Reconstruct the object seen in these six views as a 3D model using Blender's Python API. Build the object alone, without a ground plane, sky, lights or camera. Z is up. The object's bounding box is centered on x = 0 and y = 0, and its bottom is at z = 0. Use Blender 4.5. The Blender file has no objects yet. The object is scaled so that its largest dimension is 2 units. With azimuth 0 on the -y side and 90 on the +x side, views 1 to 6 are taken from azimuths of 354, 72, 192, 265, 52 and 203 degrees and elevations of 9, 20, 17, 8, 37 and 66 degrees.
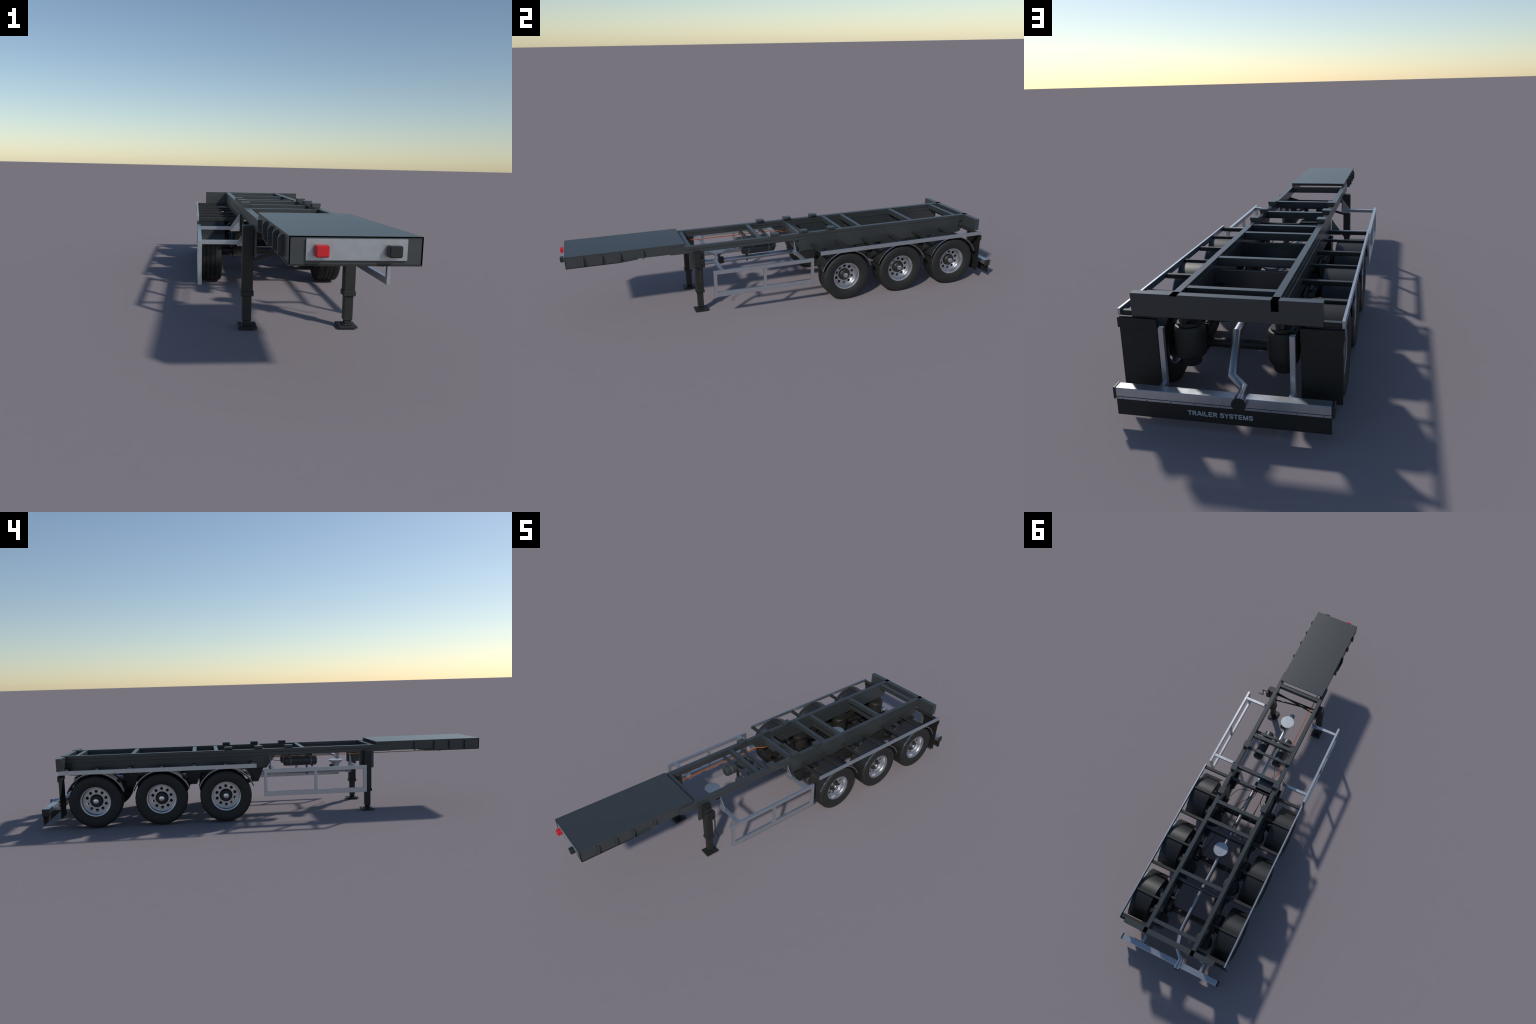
# Three-axle skeletal container semi-trailer, built part by part.
# Frame: x across, y along (front at -y, rear at +y), z up, metres.
import bpy, bmesh, math
from mathutils import Vector, Matrix

PI = math.pi
SIDES = (1, -1)
AXLE_Y = (0.2137, 0.4891, 0.7648)
AXLE_Z = 0.1115

# ------------------------------------------------------------------ materials
def material(name, color, rough=0.5, metal=0.0, mottle=0.0, scale=40.0,
             bump=0.0, spec=0.5, coat=0.0, rough_var=0.0):
    m = bpy.data.materials.new(name)
    m.use_nodes = True
    nt = m.node_tree
    b = nt.nodes["Principled BSDF"]
    b.inputs["Base Color"].default_value = (*color, 1)
    b.inputs["Roughness"].default_value = rough
    b.inputs["Metallic"].default_value = metal
    b.inputs["Specular IOR Level"].default_value = spec
    b.inputs["Coat Weight"].default_value = coat
    if mottle or bump or rough_var:
        tc = nt.nodes.new("ShaderNodeTexCoord")
        nz = nt.nodes.new("ShaderNodeTexNoise")
        nz.inputs["Scale"].default_value = scale
        nz.inputs["Detail"].default_value = 4
        nt.links.new(tc.outputs["Object"], nz.inputs["Vector"])
        if mottle:
            rp = nt.nodes.new("ShaderNodeValToRGB")
            lo = [c * (1 - mottle) for c in color]
            hi = [min(1, c * (1 + mottle)) for c in color]
            rp.color_ramp.elements[0].position = 0.3
            rp.color_ramp.elements[1].position = 0.7
            rp.color_ramp.elements[0].color = (*lo, 1)
            rp.color_ramp.elements[1].color = (*hi, 1)
            nt.links.new(nz.outputs["Fac"], rp.inputs["Fac"])
            nt.links.new(rp.outputs["Color"], b.inputs["Base Color"])
        if rough_var:
            mr = nt.nodes.new("ShaderNodeMapRange")
            mr.inputs["To Min"].default_value = rough - rough_var
            mr.inputs["To Max"].default_value = rough + rough_var
            nt.links.new(nz.outputs["Fac"], mr.inputs["Value"])
            nt.links.new(mr.outputs["Result"], b.inputs["Roughness"])
        if bump:
            bp = nt.nodes.new("ShaderNodeBump")
            bp.inputs["Strength"].default_value = bump
            bp.inputs["Distance"].default_value = 0.001
            nt.links.new(nz.outputs["Fac"], bp.inputs["Height"])
            nt.links.new(bp.outputs["Normal"], b.inputs["Normal"])
    return m

PAINT = material("slate_chassis_paint", (0.040, 0.045, 0.047), 0.32, 0.0, 0.03, 30, 0.0, 0.75)
LEGPAINT = material("black_leg_paint", (0.0145, 0.0148, 0.0138), 0.5, 0.0, 0.08, 50)
BLACKSTEEL = material("black_running_gear_steel", (0.020, 0.019, 0.017), 0.5, 0.0, 0.12, 60)
RUBBER = material("tyre_rubber", (0.0140, 0.0140, 0.0133), 0.62, 0.0, 0.10, 80, 0.05)
BELLOWS = material("air_spring_rubber", (0.019, 0.0185, 0.017), 0.55, 0.0, 0.06, 60)
PLASTIC = material("mudguard_plastic", (0.020, 0.020, 0.0195), 0.38, 0.0, 0.05, 40)
FLAP = material("flap_rubber", (0.0125, 0.0123, 0.0113), 0.55, 0.0, 0.08, 40)
GALV = material("galvanised_steel", (0.53, 0.555, 0.59), 0.34, 0.85, 0.05, 60, 0, 0.5, 0, 0.04)
CHROME = material("polished_aluminium", (0.66, 0.68, 0.71), 0.22, 1.0, 0.05, 50, 0, 0.5, 0, 0.05)
WHEELMETAL = material("wheel_aluminium", (0.56, 0.57, 0.60), 0.33, 0.9, 0.04, 220, 0.0, 0.5, 0, 0.05)
BLACK = material("render_artefact_black", (0.0012, 0.0012, 0.0012), 0.9, 0.0, 0, 1, 0, 0.0)  # near-zero colour for the black shading of coincident faces
CAPBLACK = material("black_end_cap", (0.018, 0.019, 0.018), 0.45)
REDPLASTIC = material("red_coupling_plastic", (0.50, 0.012, 0.018), 0.35)
BLACKPLASTIC = material("black_coupling_plastic", (0.018, 0.019, 0.020), 0.35)
TANKPAINT = material("tank_paint", (0.040, 0.046, 0.048), 0.38)
REDCABLE = material("red_hose", (0.34, 0.018, 0.015), 0.4)
YELLOWCABLE = material("yellow_hose", (0.45, 0.21, 0.010), 0.4)
STRAP = material("dull_steel_strap", (0.16, 0.18, 0.19), 0.5, 0.5)
PIPE = material("drawn_steel_tube", (0.50, 0.52, 0.56), 0.36, 1.0, 0.03, 40)
HOSE = material("black_air_hose", (0.012, 0.012, 0.012), 0.45)
LETTER = material("grey_lettering", (0.42, 0.47, 0.52), 0.5)

# ------------------------------------------------------------------ builders
class Part:
    """Collects simple solids into one mesh."""
    def __init__(self):
        self.bm = bmesh.new()

    def _bevel(self, faces, w):
        if w <= 0:
            return
        edges = {e for f in faces for e in f.edges}
        bmesh.ops.bevel(self.bm, geom=list(edges), offset=w, segments=1,
                        affect='EDGES', profile=0.5)

    def box(self, x, y, z, bevel=0.0006):
        xs, ys, zs = sorted(x), sorted(y), sorted(z)
        v = [self.bm.verts.new((a, b, c)) for a in xs for b in ys for c in zs]
        idx = ((0, 1, 3, 2), (4, 6, 7, 5), (0, 4, 5, 1), (2, 3, 7, 6), (0, 2, 6, 4), (1, 5, 7, 3))
        fs = [self.bm.faces.new([v[i] for i in q]) for q in idx]
        self._bevel(fs, bevel)
        return self

    def prism(self, pts, axis, lo, hi, bevel=0.0):
        """Extrude a 2D outline along an axis. For axis x the points are (y, z);
        for y they are (x, z); for z they are (x, y)."""
        def mk(p, t):
            return {'x': (t, p[0], p[1]), 'y': (p[0], t, p[1]), 'z': (p[0], p[1], t)}[axis]
        a = [self.bm.verts.new(mk(p, lo)) for p in pts]
        b = [self.bm.verts.new(mk(p, hi)) for p in pts]
        n = len(pts)
        fs = [self.bm.faces.new(a), self.bm.faces.new(b[::-1])]
        for i in range(n):
            fs.append(self.bm.faces.new((a[i], b[i], b[(i + 1) % n], a[(i + 1) % n])))
        bmesh.ops.recalc_face_normals(self.bm, faces=fs)
        self._bevel(fs, bevel)
        return self

    def lathe(self, prof, origin=(0, 0, 0), axis='x', seg=40, close=False, radial=None):
        """Revolve (distance along axis, radius) points about an axis."""
        rings = []
        o = Vector(origin)
        def place(t, r, a):
            c, s = r * math.cos(a), r * math.sin(a)
            d = {'x': (t, c, s), 'y': (s, t, c), 'z': (c, s, t)}[axis]
            return o + Vector(d)
        fs = []
        for k, (t, r) in enumerate(prof):
            if r < 1e-6:
                rings.append([self.bm.verts.new(place(t, 0, 0))])
            else:
                rings.append([self.bm.verts.new(place(t, r * (radial(k, j, seg) if radial else 1),
                                                      2 * PI * j / seg)) for j in range(seg)])
        pairs = list(zip(rings, rings[1:])) + ([(rings[-1], rings[0])] if close else [])
        for A, B in pairs:
            for j in range(seg):
                k = (j + 1) % seg
                if len(A) == 1 and len(B) == 1:
                    continue
                if len(A) == 1:
                    q = (A[0], B[k], B[j])
                elif len(B) == 1:
                    q = (A[j], A[k], B[0])
                else:
                    q = (A[j], A[k], B[k], B[j])
                fs.append(self.bm.faces.new(q))
        bmesh.ops.recalc_face_normals(self.bm, faces=fs)
        return self

    def rod(self, p, q, r, seg=14, r2=None):
        """Round bar between two points."""
        p, q = Vector(p), Vector(q)
        d = q - p
        rot = d.to_track_quat('Z', 'Y').to_matrix().to_4x4()
        before = set(self.bm.verts)
        bmesh.ops.create_cone(self.bm, cap_ends=True, segments=seg, radius1=r,
                              radius2=r if r2 is None else r2, depth=d.length,
                              matrix=Matrix.Translation((p + q) / 2) @ rot)
        return self

    def bar(self, p, q, w, h):
        """Flat bar of section w x h between two points (h is the upright side)."""
        p, q = Vector(p), Vector(q)
        d = (q - p).normalized()
        side = d.cross(Vector((0, 0, 1)))
        side = side.normalized() if side.length > 1e-4 else Vector((1, 0, 0))
        up = side.cross(d)
        off = [(-w / 2, -h / 2), (w / 2, -h / 2), (w / 2, h / 2), (-w / 2, h / 2)]
        a = [self.bm.verts.new(p + side * i + up * j) for i, j in off]
        b = [self.bm.verts.new(q + side * i + up * j) for i, j in off]
        fs = [self.bm.faces.new(a), self.bm.faces.new(b[::-1])]
        for i in range(4):
            fs.append(self.bm.faces.new((a[i], b[i], b[(i + 1) % 4], a[(i + 1) % 4])))
        bmesh.ops.recalc_face_normals(self.bm, faces=fs)
        return self

    def tube(self, pts, r, seg=14):
        """Round tube along a polyline with mitred bends."""
        P = [Vector(p) for p in pts]
        n = len(P)
        tang = [(P[min(i + 1, n - 1)] - P[i]).normalized() if i == 0 else
                (P[i] - P[i - 1]).normalized() if i == n - 1 else
                ((P[i] - P[i - 1]).normalized() + (P[i + 1] - P[i]).normalized()).normalized()
                for i in range(n)]
        ref = Vector((0, 0, 1)) if abs(tang[0].z) < 0.9 else Vector((1, 0, 0))
        u = tang[0].cross(ref).normalized()
        rings = []
        for i in range(n):
            u = (u - tang[i] * u.dot(tang[i])).normalized()
            w = tang[i].cross(u)
            st = 1.0
            if 0 < i < n - 1:
                c = tang[i].dot((P[i + 1] - P[i]).normalized())
                st = 1 / max(c, 0.6)
            bend = Vector((0, 0, 0))
            if 0 < i < n - 1:
                bend = (P[i + 1] - P[i]).normalized() - (P[i] - P[i - 1]).normalized()
                bend = bend.normalized() if bend.length > 1e-5 else Vector((0, 0, 0))
            ring = []
            for j in range(seg):
                a = 2 * PI * j / seg
                o = u * math.cos(a) * r + w * math.sin(a) * r
                o += bend * (o.dot(bend) * (st - 1))
                ring.append(self.bm.verts.new(P[i] + o))
            rings.append(ring)
        fs = [self.bm.faces.new(rings[0]), self.bm.faces.new(rings[-1][::-1])]
        for A, B in zip(rings, rings[1:]):
            for j in range(seg):
                k = (j + 1) % seg
                fs.append(self.bm.faces.new((A[j], A[k], B[k], B[j])))
        bmesh.ops.recalc_face_normals(self.bm, faces=fs)
        return self

    def mesh(self, name, mat, smooth=True, angle=35):
        me = bpy.data.meshes.new(name)
        self.bm.normal_update()
        if smooth:
            for f in self.bm.faces:
                f.smooth = True
            for e in self.bm.edges:
                if len(e.link_faces) == 2 and e.calc_face_angle(0) > math.radians(angle):
                    e.smooth = False
        self.bm.to_mesh(me)
        self.bm.free()
        me.materials.append(mat)
        return me


SC = bpy.context.scene.collection

def add(name, data, parent, loc=(0, 0, 0), rot=(0, 0, 0)):
    o = bpy.data.objects.new(name, data)
    SC.objects.link(o)
    o.parent = parent
    o.location = loc
    o.rotation_euler = rot
    return o

def part(name, builder, mat, parent, **kw):
    return add(name, builder.mesh(name, mat, **kw), parent)

root = bpy.data.objects.new("container_trailer", None)
SC.objects.link(root)
root["label"] = "dark slate skeletal container semi-trailer with three axles"
root["category"] = "trailer"

# ------------------------------------------------------------------ main rails
TOP = 0.2955           # top of the main rails and the rear bolster
for s in SIDES:
    p = Part()
    # upper box section, split by a fine shadow groove
    p.box((s * 0.1068, s * 0.1243), (-0.5535, 0.9027), (0.2650, 0.2800), 0.0003)
    p.box((s * 0.1068, s * 0.1246), (-0.4870, 0.9027), (0.2811, TOP), 0.0004)
    p.box((s * 0.1100, s * 0.1212), (-0.4860, 0.9020), (0.2790, 0.2820), 0)
    p.box((s * 0.1069, s * 0.1246), (-0.5535, -0.4860), (0.2798, 0.2952))
    rail = part("main_rail", p, PAINT, root)
    # deep web below it over the running gear
    w = Part()
    w.box((s * 0.1085, s * 0.1253), (0.0315, 0.8790), (0.2090, 0.2648))
    w.prism([(-0.0205, 0.2649), (0.0215, 0.2088), (0.0325, 0.2088), (0.0325, 0.2649)],
            'x', s * 0.1110, s * 0.1165)
    w.prism([(0.8780, 0.2080), (0.8930, 0.2080), (0.9025, 0.2250), (0.9025, 0.2649), (0.8780, 0.2649)],
            'x', s * 0.1110, s * 0.1165)
    part("rail_web", w, PAINT, rail)

# cross members between the rails: (front edge, rear edge)
for y0, y1 in ((-0.4800, -0.4615), (-0.1580, -0.1400), (0.0295, 0.0470), (0.2370, 0.2545),
               (0.3355, 0.3530), (0.6085, 0.6260), (0.8515, 0.8685)):
    p = Part().box((-0.1064, 0.1064), (y0, y1), (0.2710, 0.2942))
    part("crossmember", p, PAINT, root)
for y0 in (0.3665, 0.6405):
    p = Part().box((-0.1084, 0.1084), (y0, y0 + 0.0125), (0.2145, 0.2685))
    part("lower_crossmember", p, PAINT, root)
p = Part().box((-0.1064, 0.1064), (0.0925, 0.1065), (0.2380, 0.2660))
beam = part("valve_beam", p, PAINT, root)
p = Part().box((-0.0985, -0.0225), (0.0430, 0.0945), (0.2395, 0.2685))
part("valve_box", p, PAINT, beam)
part("black_artefact_strip", Part().box((-0.0985, -0.0225), (0.0935, 0.1035), (0.2600, 0.2668), 0), BLACK, beam)  # strip modelled where coplanar faces shade black beside the box
part("valve_port", Part().box((-0.0215, -0.0075), (0.0640, 0.0790), (0.2400, 0.2560)), CAPBLACK, beam)

# container support blocks on the rails
for yc in (0.1915, 0.0555, -0.0810):
    for s in SIDES:
        xs = [0.0990, 0.0990, 0.1270, 0.1270, 0.1243, 0.1035]
        zs = [0.2995, 0.3092, 0.3092, 0.2995, 0.2956, 0.2956]
        p = Part().prism([(s * a, b) for a, b in zip(xs, zs)], 'y', yc - 0.0175, yc + 0.0175, 0.0004)
        part("container_block", p, PAINT, root)

# ------------------------------------------------------------------ rear bolster
p = Part().box((-0.2208, 0.2208), (0.9028, 0.9245), (0.2405, TOP), 0.0008)
bolster = part("rear_bolster", p, PAINT, root)
for s in SIDES:
    x = (s * 0.1075, s * 0.1243)
    part("black_artefact_plate_top", Part().box(x, (0.9020, 0.9252), (0.2930, TOP + 0.0004), 0), BLACK, bolster)  # thin plate drawn for the black shading over each rail end
part("black_artefact_plate_rear", Part().box((-0.1075, -0.1243), (0.9200, 0.9251), (0.2700, 0.2940), 0), BLACK, bolster)  # same blackened shading, modelled on the -x rear face only

# ------------------------------------------------------------------ front deck
DZ = 0.3084
p = Part()
p.box((-0.1163, 0.1163), (-0.9795, -0.4890), (0.3040, DZ))
for s in SIDES:
    p.prism([(-0.9790, 0.2600), (-0.7620, 0.2600), (-0.6900, 0.2660), (-0.4900, 0.2660),
             (-0.4900, 0.3041), (-0.9790, 0.3041)], 'x', s * 0.1085, s * 0.1158)
p.box((-0.1150, 0.1150), (-0.9792, -0.9740), (0.2600, 0.3045), 0)
p.box((-0.1090, 0.1090), (-0.7000, -0.6900), (0.2660, 0.3045), 0)
deck = part("front_deck", p, PAINT, root)
p = Part()
p.prism([(-0.9795, 0.2568), (-0.7625, 0.2568), (-0.6905, 0.2630), (-0.6905, 0.2662),
         (-0.7620, 0.2602), (-0.9795, 0.2602)], 'x', -0.1172, 0.1172)
part("coupling_plate", p, LEGPAINT, deck)
p = Part().prism([(-0.7620, 0.2612), (-0.6915, 0.2676), (-0.6915, 0.2698), (-0.7620, 0.2634)], 'x', -0.1266, 0.1266)
part("coupling_ledge", p, PAINT, deck)
p = Part().lathe([(0.2572, 0.0), (0.2572, 0.0150), (0.2500, 0.0150), (0.2500, 0.0095),
                  (0.2420, 0.0095), (0.2420, 0.0), ], (0, -0.8350, 0), 'z', 24)
part("king_pin", p, LEGPAINT, deck)
for yc in (-0.9100, -0.8365, -0.7630, -0.6690):
    for s in SIDES:
        p = Part().prism([(s * 0.1155, 0.2625), (s * 0.1245, 0.2625), (s * 0.1263, 0.2650),
                          (s * 0.1263, 0.2960), (s * 0.1245, 0.3005), (s * 0.1215, 0.3028),
                          (s * 0.1155, 0.3028)],
                         'y', yc - 0.0020, yc + 0.0020)
        part("deck_rib", p, PAINT, deck)
# thin strips modelling the black render shading along the front face edges
p = Part()
p.box((-0.1166, 0.1166), (-0.9803, -0.9780), (0.3062, 0.3080), 0)
for s in SIDES:
    p.box((s * 0.1148, s * 0.1166), (-0.9803, -0.9780), (0.2600, 0.3075), 0)
part("black_artefact_edge", p, BLACK, deck)
p = Part().box((-0.0885, 0.0885), (-0.9835, -0.9785), (0.2667, 0.3043), 0.0006)
part("coupling_panel", p, GALV, deck)
for xc, m in ((-0.0630, REDPLASTIC), (0.0630, BLACKPLASTIC)):
    p = Part().box((xc - 0.0117, xc + 0.0117), (-1.0000, -0.9830), (0.2740, 0.2946), 0.0022)
    part("coupling_head", p, m, deck)

# ------------------------------------------------------------------ side rails, brackets
for s in SIDES:
    p = Part().box((s * 0.2595, s * 0.2660), (0.0805, 0.9060), (0.2313, 0.2485), 0.0005)
    part("side_rail", p, GALV, root)
BR_BIG = (0.0935, 0.3500, 0.6265, 0.8950)
BR_SMALL = (0.2125, 0.4885, 0.7655)
for s in SIDES:
    for y in BR_BIG:
        p = Part().box((s * 0.1222, s * 0.2594), (y - 0.0075, y + 0.0075), (0.2300, 0.2425), 0.0018)
        part("rail_bracket", p, BLACKSTEEL, root)
    for y in BR_SMALL:
        p = Part().box((s * 0.1222, s * 0.2594), (y - 0.0055, y + 0.0055), (0.2350, 0.2425), 0.0015)
        part("rail_bracket", p, BLACKSTEEL, root)

# ------------------------------------------------------------------ mudguards and flaps
def arch(part_, x0, x1, r0, r1, a0, a1, yc, zc, n=28):
    pts = []
    for i in range(n + 1):
        a = math.radians(a0 + (a1 - a0) * i / n)
        pts.append((yc + r1 * math.cos(a), zc + r1 * math.sin(a)))
    for i in range(n, -1, -1):
        a = math.radians(a0 + (a1 - a0) * i / n)
        pts.append((yc + r0 * math.cos(a), zc + r0 * math.sin(a)))
    bm = part_.bm
    A = [bm.verts.new((x0, *q)) for q in pts]
    B = [bm.verts.new((x1, *q)) for q in pts]
    m, fs = len(pts), []
    for i in range(m):
        j = (i + 1) % m
        fs.append(bm.faces.new((A[i], B[i], B[j], A[j])))
    for i in range(n):
        for V in (A, B):
            fs.append(bm.faces.new((V[i], V[i + 1], V[m - 2 - i], V[m - 1 - i])))
    bmesh.ops.recalc_face_normals(bm, faces=fs)
    return part_

for s in SIDES:
    g = arch(Part(), s * 0.1690, s * 0.2600, 0.1235, 0.1260, 20, 160, 0, 0)
    g = arch(g, s * 0.2575, s * 0.2590, 0.1205, 0.1240, 20, 160, 0, 0).mesh("mudguard", PLASTIC)
    t = arch(Part(), s * 0.2598, s * 0.2630, 0.1248, 0.1268, 20, 160, 0, 0).mesh("mudguard_trim", CHROME)
    for y in AXLE_Y:
        go = add("mudguard", g, root, (0, y - 0.0030, AXLE_Z - 0.0012))
        add("mudguard_trim", t, go)
for s in SIDES:
    p = Part().box((s * 0.1690, s * 0.2630), (0.9060, 0.9085), (0.0465, 0.2200), 0.0004)
    fl = part("mud_flap", p, FLAP, root)
    p = Part().box((s * 0.1680, s * 0.2662), (0.9030, 0.9118), (0.2035, 0.2285), 0.0006)
    part("flap_clamp", p, FLAP, fl)

# ------------------------------------------------------------------ side guards
for s in SIDES:
    X = (s * 0.2545, s * 0.2655)
    p = Part()
    p.box(X, (-0.4008, 0.0490), (0.2070, 0.2228), 0.0005)
    p.box(X, (-0.4008, 0.0490), (0.1055, 0.1258), 0.0005)
    guard = part("side_guard", p, GALV, root)
    for y0, y1 in ((-0.4006, -0.3868), (-0.1825, -0.1698), (0.0365, 0.0488)):
        part("guard_post", Part().box((s * 0.2550, s * 0.2650), (y0, y1), (0.1257, 0.2071), 0.0003), GALV, guard)
    for yc in (-0.3612, 0.0062):
        a = Part().box((s * 0.1245, s * 0.2546), (yc - 0.0070, yc + 0.0070), (0.2105, 0.2215), 0.0004)
        a.prism([(s * 0.1245, 0.2210), (s * 0.1560, 0.2210), (s * 0.1245, 0.2655)], 'y', yc - 0.0010, yc + 0.0012)
        a.prism([(s * 0.1245, 0.2065), (s * 0.1580, 0.2065), (s * 0.1540, 0.2108), (s * 0.1245, 0.2108)],
                'y', yc - 0.0070, yc + 0.0070)
        part("guard_arm", a, GALV, guard)

# ------------------------------------------------------------------ landing legs
LY = -0.4395
for s in SIDES:
    p = Part().box((s * 0.1225, s * 0.1510), (LY - 0.0160, LY + 0.0160), (0.0950, 0.2712), 0.0008)
    leg = part("landing_leg", p, LEGPAINT, root)
    p = Part().box((s * 0.1200, s * 0.1533), (LY - 0.0185, LY + 0.0185), (0.0860, 0.1000), 0.0012)
    part("leg_collar", p, LEGPAINT, leg)
    p = Part().box((s * 0.1250, s * 0.1485), (LY - 0.0125, LY + 0.0125), (0.0190, 0.0870), 0.0008)
    p.prism([(s * 0.1270, 0.0192), (s * 0.1465, 0.0192), (s * 0.1440, 0.0085), (s * 0.1295, 0.0085)],
            'y', LY - 0.0095, LY + 0.0095)
    part("inner_leg", p, LEGPAINT, leg)
    p = Part().box((s * 0.1100, s * 0.1595), (-0.4675, -0.4105), (0.0000, 0.0060), 0.0008)
    p.box((s * 0.1220, s * 0.1490), (-0.4540, -0.4250), (0.0055, 0.0090), 0.0008)
    part("foot_plate", p, LEGPAINT, leg)
    p = Part().box((s * 0.1165, s * 0.1222), (-0.4740, -0.4075), (0.1900, 0.2648), 0.0004)
    part("leg_mounting_plate", p, PAINT, leg)
    if s > 0:
        p = Part().box((0.1512, 0.1710), (-0.4610, -0.4190), (0.2085, 0.2480), 0.0020)
        p.box((0.1512, 0.1640), (-0.4570, -0.4300), (0.2475, 0.2650), 0.0015)
        part("leg_gearbox", p, LEGPAINT, leg)
        p = Part().tube([(0.1700, -0.4400, 0.2280), (0.1975, -0.4400, 0.2278), (0.2010, -0.4448, 0.1690),
                         (0.2290, -0.4453, 0.1668)], 0.0026, 10)
        part("crank_handle", p, LEGPAINT, leg)
for a, b in (((-0.122, LY - 0.004, 0.183), (0.122, LY - 0.004, 0.250)),
             ((-0.122, LY + 0.004, 0.250), (0.122, LY + 0.004, 0.183)),
             ((-0.122, LY, 0.238), (0.122, LY, 0.238))):
    part("leg_brace", Part().bar(a, b, 0.0035, 0.0095), LEGPAINT, root)

# ------------------------------------------------------------------ wheels
WX = 0.2170      # tyre centre plane
def tyre_mesh():
    half = [(0.0310, 0.0615), (0.0350, 0.0640), (0.0390, 0.0720), (0.0413, 0.0820), (0.0418, 0.0920),
            (0.0412, 0.1000), (0.0394, 0.1057), (0.0368, 0.1090), (0.0335, 0.1104), (0.0290, 0.1110),
            (0.0175, 0.1115), (0.0168, 0.1114), (0.0162, 0.1083), (0.0148, 0.1083), (0.0142, 0.1114),
            (0.0018, 0.1115), (0.0010, 0.1114), (0.0007, 0.1083)]
    prof = half + [(-a, b) for a, b in reversed(half)]
    n = len(prof)
    def radial(k, j, seg):
        shoulder = k in (7, 8, 9) or (n - 1 - k) in (7, 8, 9)
        return 0.991 if shoulder and j % 4 == 0 else 1.0
    return Part().lathe(prof, (0, 0, 0), 'x', 144, True, radial).mesh("tyre", RUBBER, angle=28)

SPIN = PI / 2      # one hand hole stands at the top
def rim_mesh():
    # barrel with rolled lips (closed ring section)
    sec = [(0.0330, 0.0580), (0.0345, 0.0610), (0.0345, 0.0630), (0.0320, 0.0638), (0.0280, 0.0625),
           (-0.0300, 0.0625), (-0.0345, 0.0630), (-0.0350, 0.0600), (-0.0300, 0.0580), (-0.0100, 0.0560),
           (0.0030, 0.0540), (0.0062, 0.0542), (0.0068, 0.0568), (0.0200, 0.0585), (0.0240, 0.0605), (0.0290, 0.0590)]
    p = Part().lathe(sec, (0, 0, 0), 'x', 64, True)
    # disc with ten hand holes: sectors, each an arched annulus around one hole
    N, ri, ro, rh, rc = 10, 0.0255, 0.0545, 0.0067, 0.0408
    bm = p.bm
    M = 24
    def ring_face(xf):
        allv = []
        for k in range(N):
            a0, a1 = 2 * PI * (k - 0.5) / N + SPIN, 2 * PI * (k + 0.5) / N + SPIN
            ac = 2 * PI * k / N + SPIN
            outer, hole = [], []
            loop = [(ro, a0 + (a1 - a0) * i / 6) for i in range(6)] + \
                   [(ro + (ri - ro) * i / 6, a1) for i in range(6)] + \
                   [(ri, a1 + (a0 - a1) * i / 6) for i in range(6)] + \
                   [(ri + (ro - ri) * i / 6, a0) for i in range(6)]
            c = Vector((math.cos(ac) * rc, math.sin(ac) * rc))
            for r, a in loop:
                q = Vector((math.cos(a) * r, math.sin(a) * r))
                outer.append(bm.verts.new((xf, q.x, q.y)))
                d = (q - c).normalized()
                hole.append(bm.verts.new((xf, c.x + d.x * rh, c.y + d.y * rh)))
            for i in range(M):
                j = (i + 1) % M
                bm.faces.new((outer[i], outer[j], hole[j], hole[i]))
            allv.append(hole)
        return allv
    f, b = ring_face(0.0075), ring_face(0.0058)
    for hf, hb in zip(f, b):
        for i in range(M):
            j = (i + 1) % M
            bm.faces.new((hf[i], hf[j], hb[j], hb[i]))
    bmesh.ops.remove_doubles(bm, verts=bm.verts[:], dist=1e-6)
    bmesh.ops.recalc_face_normals(bm, faces=bm.faces[:])
    return p.mesh("rim", WHEELMETAL, angle=40)

def hub_mesh():
    return Part().lathe([(-0.0300, 0.0), (-0.0300, 0.0420), (-0.0060, 0.0430), (-0.0040, 0.0400), (-0.0040, 0.0288),
                         (0.0061, 0.0286), (0.0110, 0.0272), (0.0170, 0.0240), (0.0195, 0.0215),
                         (0.0200, 0.0165), (0.0195, 0.0125), (0.0195, 0.0)], (0, 0, 0), 'x', 40
                        ).mesh("hub", BLACKSTEEL)

def cap_mesh():
    return Part().lathe([(0.0190, 0.0), (0.0190, 0.0130), (0.0255, 0.0127), (0.0285, 0.0110), (0.0300, 0.0060),
                         (0.0303, 0.0)], (0, 0, 0), 'x', 28).mesh("hub_cap", CHROME)

def nuts_mesh():
    p = Part()
    for k in range(10):
        a = 2 * PI * (k + 0.5) / 10 + SPIN
        y, z = 0.0328 * math.cos(a), 0.0328 * math.sin(a)
        p.rod((0.0070, y, z), (0.0110, y, z), 0.0023, 6)
        p.rod((0.0110, y, z), (0.0130, y, z), 0.0012, 8)
    return p.mesh("wheel_nut", GALV)

TY, RI, HU, CA, NU = tyre_mesh(), rim_mesh(), hub_mesh(), cap_mesh(), nuts_mesh()
for i, y in enumerate(AXLE_Y):
    for s in SIDES:
        w = add("wheel", None, root, (s * WX, y, AXLE_Z),
                (0, 0, 0 if s > 0 else PI))
        add("tyre", TY, w)
        add("rim", RI, w)
        add("hub", HU, w)
        add("hub_cap", CA, w)
        n = add("wheel_nut", NU, w)
        n["kind"] = "stuff"

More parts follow.
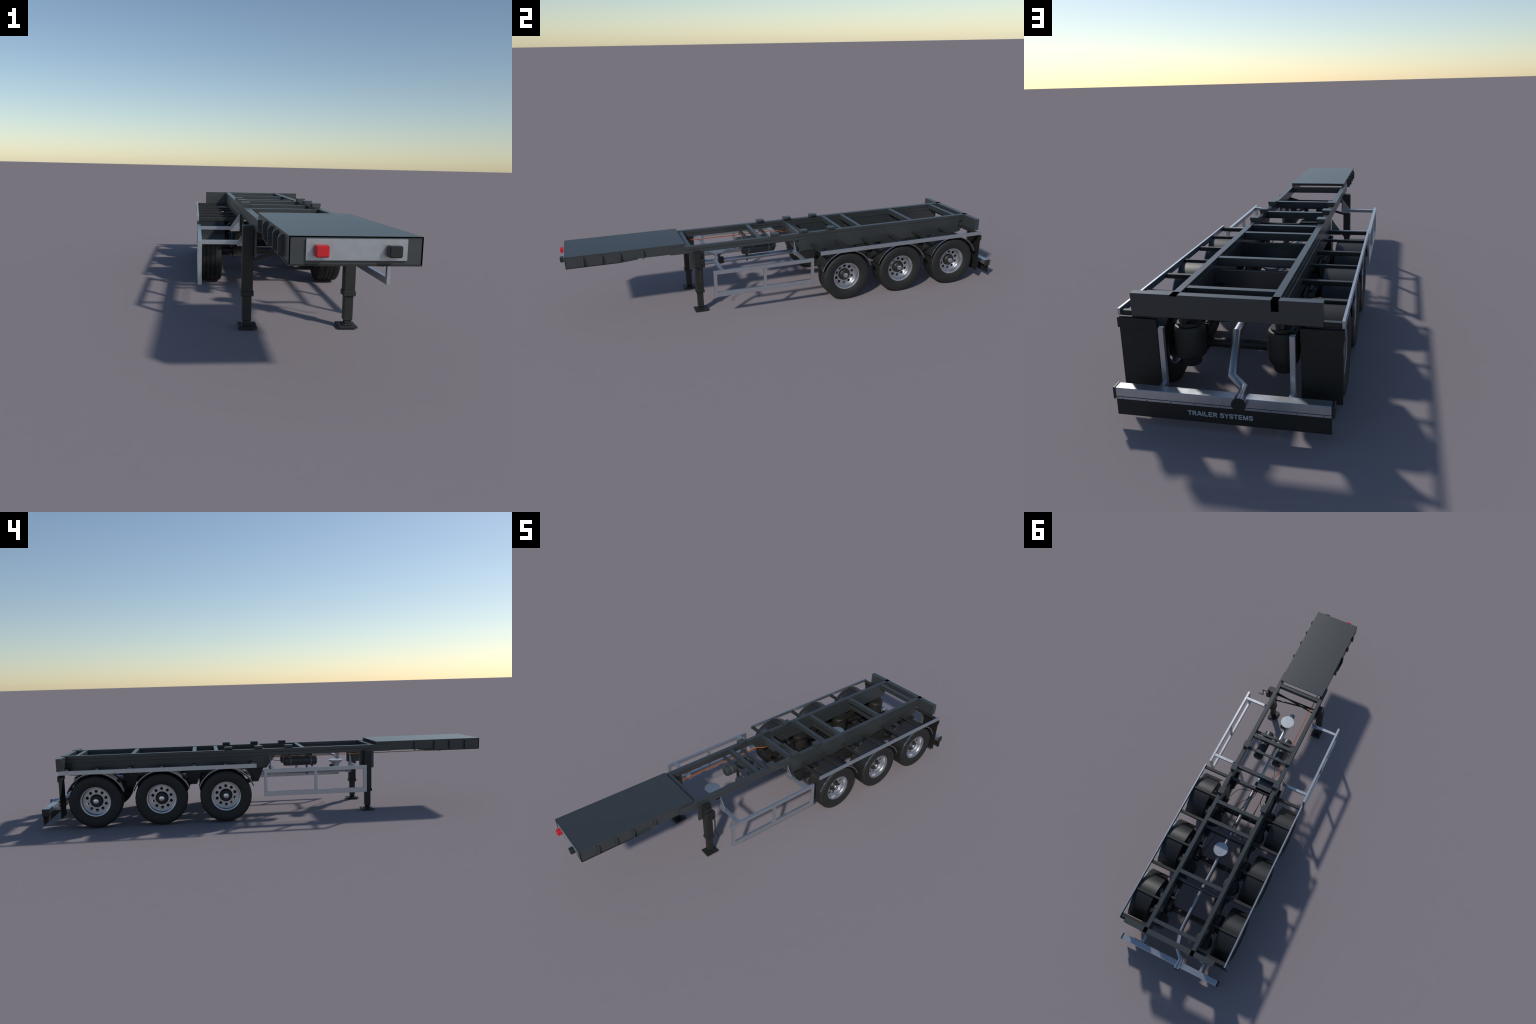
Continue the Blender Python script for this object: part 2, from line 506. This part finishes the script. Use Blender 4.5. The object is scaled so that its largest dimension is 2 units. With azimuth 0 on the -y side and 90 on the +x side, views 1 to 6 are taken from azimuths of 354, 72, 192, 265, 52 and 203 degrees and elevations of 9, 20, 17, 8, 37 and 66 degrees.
# ------------------------------------------------------------------ axles and air suspension
ax = Part()
ax.rod((-0.1900, 0, 0), (0.1900, 0, 0), 0.0125, 24)
for s in SIDES:
    ax.rod((s * 0.1450, 0, 0), (s * 0.1900, 0, 0), 0.0190, 24)
AXM = ax.mesh("axle", BLACKSTEEL)
sus = {}
for s in SIDES:
    c = s * 0.1160
    arm = Part().prism([(-0.1420, 0.0420), (-0.1420, 0.0540), (-0.1300, 0.0560), (-0.0200, 0.0260), (0.0260, 0.0200),
                        (0.0600, -0.0080), (0.0900, -0.0130), (0.0900, -0.0205), (0.0550, -0.0205),
                        (0.0220, 0.0020), (-0.0220, 0.0080), (-0.1300, 0.0380)],
                       'x', c - 0.0110, c + 0.0110, 0.0012)
    clamp = Part().box((c - 0.0190, c + 0.0190), (-0.0220, 0.0220), (-0.0200, -0.0120), 0.001)
    clamp.box((c - 0.0190, c + 0.0190), (-0.0220, 0.0220), (0.0200, 0.0280), 0.001)
    clamp.box((c - 0.0150, c + 0.0150), (-0.0180, 0.0180), (-0.0130, 0.0210), 0.001)
    for dx in (-0.0160, 0.0160):
        for dy in (-0.0170, 0.0170):
            clamp.rod((c + dx, dy, -0.0240), (c + dx, dy, 0.0320), 0.0020, 8)
    bag = Part().lathe([(-0.0220, 0.0), (-0.0220, 0.0235), (-0.0200, 0.0250), (-0.0060, 0.0255), (-0.0050, 0.0270),
                        (0.0000, 0.0340), (0.0080, 0.0376), (0.0200, 0.0385), (0.0680, 0.0385), (0.0760, 0.0378),
                        (0.0810, 0.0350), (0.0820, 0.0300), (0.0880, 0.0300), (0.0880, 0.0)],
                       (c, 0.0750, 0), 'z', 40)
    mount = Part().box((c - 0.0300, c + 0.0220), (0.0450, 0.1050), (0.0882, 0.0915), 0.0005)
    mount.box((c - 0.0200, c + 0.0150), (0.0600, 0.0900), (0.0913, 0.0985), 0.0005)
    hang = Part()
    out = [(-0.1755, 0.0985), (-0.1520, 0.0400), (-0.1440, 0.0385), (-0.1360, 0.0405), (-0.1280, 0.0385),
           (-0.0990, 0.0985)]
    hang.prism(out, 'x', c - 0.0190, c - 0.0150)
    hang.prism(out, 'x', c + 0.0150, c + 0.0190)
    hang.prism([(-0.1750, 0.0984), (-0.1515, 0.0402), (-0.1485, 0.0402), (-0.1700, 0.0984)],
               'x', c - 0.0152, c + 0.0152)
    hang.prism([(-0.1040, 0.0984), (-0.1180, 0.0700), (-0.1150, 0.0700), (-0.1000, 0.0984)],
               'x', c - 0.0152, c + 0.0152)
    hang.rod((c - 0.0230, -0.1360, 0.0480), (c + 0.0230, -0.1360, 0.0480), 0.0090, 20)
    shock = Part().rod((s * 0.0920, -0.1080, 0.1060), (s * 0.0930, -0.0830, 0.0945), 0.0080, 16)
    shock.rod((s * 0.0960, -0.0300, 0.0685), (s * 0.0970, 0.0040, 0.0500), 0.0070, 16)
    shock.box((s * 0.0900, s * 0.1040), (-0.0080, 0.0120), (0.0200, 0.0540), 0.001)
    shock.box((s * 0.0850, s * 0.1080), (-0.1150, -0.0980), (0.0900, 0.1180), 0.001)
    rod = Part().rod((s * 0.0930, -0.0840, 0.0950), (s * 0.0961, -0.0280, 0.0675), 0.0032, 12)
    chamber = Part().lathe([(0.0, 0.0), (0.0, 0.0210), (0.0040, 0.0255), (0.0130, 0.0270), (0.0140, 0.0285),
                            (0.0180, 0.0285), (0.0190, 0.0270), (0.0300, 0.0255), (0.0340, 0.0200), (0.0340, 0.0)],
                           (0, 0, 0), 'x', 28)
    chamber.rod((-0.0300, 0.0, 0.0), (0.0, 0.0, 0.0), 0.0070, 12)
    ring = Part().lathe([(0.0142, 0.0280), (0.0142, 0.0292), (0.0178, 0.0292), (0.0178, 0.0280)],
                        (0, 0, 0), 'x', 28, True)
    sus[s] = dict(trailing_arm=arm.mesh("trailing_arm", BLACKSTEEL), axle_clamp=clamp.mesh("axle_clamp", BLACKSTEEL),
                  air_spring=bag.mesh("air_spring", BELLOWS), spring_mount=mount.mesh("spring_mount", BLACKSTEEL),
                  hanger_bracket=hang.mesh("hanger_bracket", BLACKSTEEL),
                  shock_absorber=shock.mesh("shock_absorber", BLACKSTEEL),
                  piston_rod=rod.mesh("piston_rod", CHROME),
                  brake_chamber=chamber.mesh("brake_chamber", BLACKSTEEL),
                  chamber_clamp=ring.mesh("chamber_clamp", STRAP))
for y in AXLE_Y:
    add("axle", AXM, root, (0, y, AXLE_Z))
    for s in SIDES:
        d = sus[s]
        loc = (0, y, AXLE_Z)
        for k in ("trailing_arm", "axle_clamp", "hanger_bracket"):
            add(k, d[k], root, loc)
        a = add("air_spring", d["air_spring"], root, loc)
        add("spring_mount", d["spring_mount"], a)
        a = add("shock_absorber", d["shock_absorber"], root, loc)
        add("piston_rod", d["piston_rod"], a)
        a = add("brake_chamber", d["brake_chamber"], root, (s * 0.1230 if s > 0 else -0.1570, y - 0.0380, 0.1560))
        add("chamber_clamp", d["chamber_clamp"], a)

# ------------------------------------------------------------------ air tanks
for s in SIDES:
    prof = [(-0.2220, 0.0), (-0.2220, 0.0120), (-0.2205, 0.0195), (-0.2170, 0.0235), (-0.2110, 0.0245),
            (-0.0750, 0.0245), (-0.0690, 0.0235), (-0.0655, 0.0195), (-0.0640, 0.0120), (-0.0640, 0.0)]
    p = Part().lathe(prof, (s * 0.0510, 0, 0.2285), 'y', 36)
    tank = part("air_tank", p, TANKPAINT, root)
    for yc in (-0.1925, -0.0965):
        p = Part().lathe([(yc - 0.0028, 0.0240), (yc - 0.0028, 0.0251), (yc + 0.0028, 0.0251), (yc + 0.0028, 0.0240)],
                         (s * 0.0510, 0, 0.2285), 'y', 36, True)
        part("tank_strap", p, STRAP, tank)
    p = Part().rod((s * 0.0510, -0.2000, 0.1970), (s * 0.0510, -0.2000, 0.2060), 0.0040, 12)
    part("drain_valve", p, CAPBLACK, tank)
for y0 in (-0.1900, -0.0905):
    p = Part().box((-0.1064, 0.1064), (y0, y0 + 0.0125), (0.2590, 0.2680), 0.0004)
    for s in SIDES:
        p.box((s * 0.1000, s * 0.1064), (y0 - 0.0010, y0 + 0.0140), (0.2480, 0.2640), 0.0004)
        p.box((s * 0.0400, s * 0.0620), (y0 + 0.0010, y0 + 0.0115), (0.2490, 0.2595), 0.0003)
    part("tank_crossbar", p, PAINT, root)

# ------------------------------------------------------------------ centre pipe with two dishes
PZ = 0.1675
pipe = part("centre_pipe", Part().tube([(0, -0.3960, PZ), (0, 0.2900, PZ + 0.002), (-0.0015, 0.8000, 0.1770),
                                        (-0.0030, 0.8400, 0.1765), (-0.0082, 0.9105, 0.0985),
                                        (-0.0475, 0.9487, 0.0915), (-0.0455, 0.9960, 0.0790)],
                                       0.0112, 22), PIPE, root)
part("pipe_socket", Part().rod((0, -0.3975, PZ), (0, -0.3700, PZ), 0.0128, 24), PIPE, pipe)
for yc in (-0.3235, 0.4350):
    p = Part().lathe([(0.1650, 0.0125), (0.1945, 0.0130), (0.1965, 0.0165), (0.2005, 0.0190), (0.2085, 0.0268), (0.2130, 0.0328),
                      (0.2155, 0.0345), (0.2178, 0.0345), (0.2178, 0.0)], (0, yc, 0), 'z', 44)
    part("dish", p, GALV, pipe)
for yc, dy, top in ((-0.1835, 0.0030, 0.2700), (0.2830, 0.0060, 0.1930)):
    p = Part().box((-0.008, 0.008), (yc - dy, yc + dy), (PZ - 0.014, top), 0.0004)
    part("pipe_hanger", p, CAPBLACK, root)
part("pipe_valve", Part().box((0.0120, 0.0300), (-0.3240, -0.3000), (0.1640, 0.1930), 0.0015), CAPBLACK, pipe)
p = Part().rod((-0.0460, 0.9780, 0.0820), (-0.0462, 0.9962, 0.0790), 0.0142, 32)
part("pipe_collar", p, PIPE, pipe)
p = Part().rod((-0.0462, 0.9962, 0.0790), (-0.0462, 0.9995, 0.0788), 0.0162, 36)
part("pipe_cap", p, CAPBLACK, pipe)

# ------------------------------------------------------------------ hoses
for x0, m in ((-0.0848, REDCABLE), (-0.0892, YELLOWCABLE)):
    p = Part().tube([(x0, -0.7880, 0.2550), (x0, -0.4000, 0.2540), (x0, -0.0160, 0.2545), (x0 + 0.003, -0.0080, 0.2535),
                     (x0 + 0.0150, 0.0300, 0.2450), (x0 + 0.0160, 0.0440, 0.2440)], 0.0013, 8)
    part("supply_hose", p, m, root)

def bezier(pts, n=14):
    """Smooth path through control points (Catmull-Rom)."""
    P = [Vector(q) for q in pts]
    P = [P[0] * 2 - P[1]] + P + [P[-1] * 2 - P[-2]]
    out = []
    for i in range(1, len(P) - 2):
        for k in range(n):
            t = k / n
            a, b, c, d = P[i - 1], P[i], P[i + 1], P[i + 2]
            out.append(0.5 * ((2 * b) + (c - a) * t + (2 * a - 5 * b + 4 * c - d) * t * t
                              + (3 * b - a - 3 * c + d) * t ** 3))
    out.append(P[-2])
    return out

HOSES = [
    [(-0.030, 0.107, 0.244), (0.007, 0.114, 0.235), (0.048, 0.121, 0.225), (0.070, 0.1335, 0.205), (0.086, 0.149, 0.180),
     (0.098, 0.160, 0.150)],
    [(-0.032, 0.107, 0.244), (-0.001, 0.155, 0.225), (0.041, 0.211, 0.210), (0.070, 0.262, 0.200), (0.105, 0.380, 0.180)],
    [(-0.034, 0.107, 0.244), (-0.022, 0.143, 0.225), (0.005, 0.208, 0.215), (0.018, 0.236, 0.210), (0.043, 0.300, 0.200),
     (0.075, 0.480, 0.200), (0.105, 0.680, 0.180)],
    [(-0.069, 0.107, 0.244), (-0.066, 0.133, 0.225), (-0.074, 0.150, 0.215), (-0.089, 0.1685, 0.200), (-0.115, 0.185, 0.180)],
    [(-0.068, 0.107, 0.244), (-0.067, 0.140, 0.225), (-0.062, 0.213, 0.215), (-0.059, 0.240, 0.210), (-0.057, 0.305, 0.200),
     (-0.085, 0.400, 0.180), (-0.115, 0.450, 0.175)],
    [(-0.070, 0.107, 0.244), (-0.064, 0.300, 0.204), (-0.068, 0.550, 0.200), (-0.105, 0.690, 0.180)],
    [(-0.051, -0.064, 0.232), (-0.058, -0.045, 0.231), (-0.068, -0.021, 0.235), (-0.070, 0.0085, 0.245), (-0.062, 0.044, 0.252)],
]
for h in HOSES:
    part("air_hose", Part().tube(bezier(h, 10), 0.0014, 8), HOSE, root)

# ------------------------------------------------------------------ rear bumper
p = Part().box((-0.2478, 0.2478), (0.9610, 0.9868), (0.0660, 0.0878), 0.0012)
bumper = part("rear_bumper", p, GALV, root)
for s in SIDES:
    p = Part().box((s * 0.2476, s * 0.2535), (0.9600, 0.9880), (0.0600, 0.0890), 0.0008)
    part("bumper_end_cap", p, CAPBLACK, bumper)
p = Part().box((-0.2474, 0.2474), (0.9825, 0.9868), (0.0602, 0.0652), 0.0003)
part("skirt_strip", p, GALV, bumper)
p = Part()
for k in range(9):
    x = -0.230 + 0.460 * k / 8
    p.rod((x, 0.9860, 0.0627), (x, 0.9876, 0.0627), 0.0012, 8)
r = part("skirt_rivet", p, CAPBLACK, bumper)
r["kind"] = "stuff"
p = Part().box((-0.2474, 0.2474), (0.9828, 0.9858), (0.0197, 0.0658), 0.0003)
part("bumper_skirt", p, FLAP, bumper)
# bold sans capitals drawn as broad strokes; every letter is (advance, strokes) for cap height 1
def curve2(pts, n=5):
    return [(q.x, q.y) for q in bezier([(a, b, 0) for a, b in pts], n)]

BOWL = [(0.14, 0.90), (0.52, 0.90)] + curve2([(0.60, 0.895), (0.735, 0.83), (0.775, 0.69), (0.735, 0.55), (0.60, 0.485)], 4) + [(0.52, 0.48), (0.14, 0.48)]
ESS = curve2([(0.765, 0.71), (0.70, 0.85), (0.46, 0.905), (0.23, 0.855), (0.155, 0.71), (0.27, 0.575), (0.47, 0.51),
              (0.68, 0.43), (0.77, 0.285), (0.68, 0.145), (0.45, 0.095), (0.21, 0.155), (0.125, 0.32)], 4)
GLYPH = {
    'T': (0.85, [[(0.03, 0.90), (0.82, 0.90)], [(0.425, 0.90), (0.425, 0.0)]]),
    'R': (1.01, [[(0.20, 0.0), (0.20, 1.0)], BOWL, [(0.50, 0.46), (0.86, 0.0)]]),
    'A': (1.01, [[(0.105, 0.0), (0.46, 0.99)], [(0.905, 0.0), (0.55, 0.99)], [(0.24, 0.30), (0.77, 0.30)], [(0.40, 0.93), (0.61, 0.93)]]),
    'I': (0.39, [[(0.195, 0.0), (0.195, 1.0)]]),
    'L': (0.85, [[(0.20, 0.0), (0.20, 1.0)], [(0.20, 0.09), (0.82, 0.09)]]),
    'E': (0.93, [[(0.20, 0.0), (0.20, 1.0)], [(0.20, 0.91), (0.85, 0.91)], [(0.20, 0.51), (0.80, 0.51)], [(0.20, 0.09), (0.87, 0.09)]]),
    'S': (0.93, [ESS]),
    'Y': (0.93, [[(0.11, 1.0), (0.465, 0.44)], [(0.82, 1.0), (0.465, 0.44)], [(0.465, 0.48), (0.465, 0.0)]]),
    'M': (1.16, [[(0.19, 0.0), (0.19, 1.0)], [(0.97, 0.0), (0.97, 1.0)], [(0.22, 0.97), (0.58, 0.03)], [(0.94, 0.97), (0.58, 0.03)]]),
    ' ': (0.39, []),
}
def stroke(bm, pts, w, y, ox, oz, k):
    """Flat ribbon of width w along a 2D path; x runs to -x because it is read from behind."""
    P = [Vector(q) for q in pts]
    L, R = [], []
    for i, q in enumerate(P):
        a = P[max(i - 1, 0)]
        b = P[min(i + 1, len(P) - 1)]
        d = (b - a).normalized()
        nrm = Vector((-d.y, d.x)) * (w / 2)
        for side, lst in ((1, L), (-1, R)):
            e = q + nrm * side
            lst.append([bm.verts.new((ox - e.x * k, yy, oz + e.y * k)) for yy in (y - 0.0006, y)])
    for i in range(len(P) - 1):
        for f in ((L[i][1], L[i + 1][1], R[i + 1][1], R[i][1]), (L[i][0], L[i + 1][0], L[i + 1][1], L[i][1]),
                  (R[i][1], R[i + 1][1], R[i + 1][0], R[i][0])):
            bm.faces.new(f)

text = "TRAILER SYSTEMS"
total = sum(GLYPH[c][0] for c in text)
k = 0.1515 / total
p, x = Part(), 0.0763
for c in text:
    adv, strokes = GLYPH[c]
    for i, st in enumerate(strokes):
        stroke(p.bm, st, 0.20, 0.9863 + 0.00006 * i, x, 0.0355, k)
    x -= adv * k
bmesh.ops.recalc_face_normals(p.bm, faces=p.bm.faces[:])
part("lettering", p, LETTER, bumper, smooth=False)
for s in SIDES:
    p = Part().box((s * 0.1468, s * 0.1592), (0.9150, 0.9265), (0.0660, 0.2145), 0.0006)
    p.box((s * 0.1468, s * 0.1592), (0.9260, 0.9612), (0.0660, 0.0785), 0.0006)
    part("bumper_bracket", p, GALV, root)
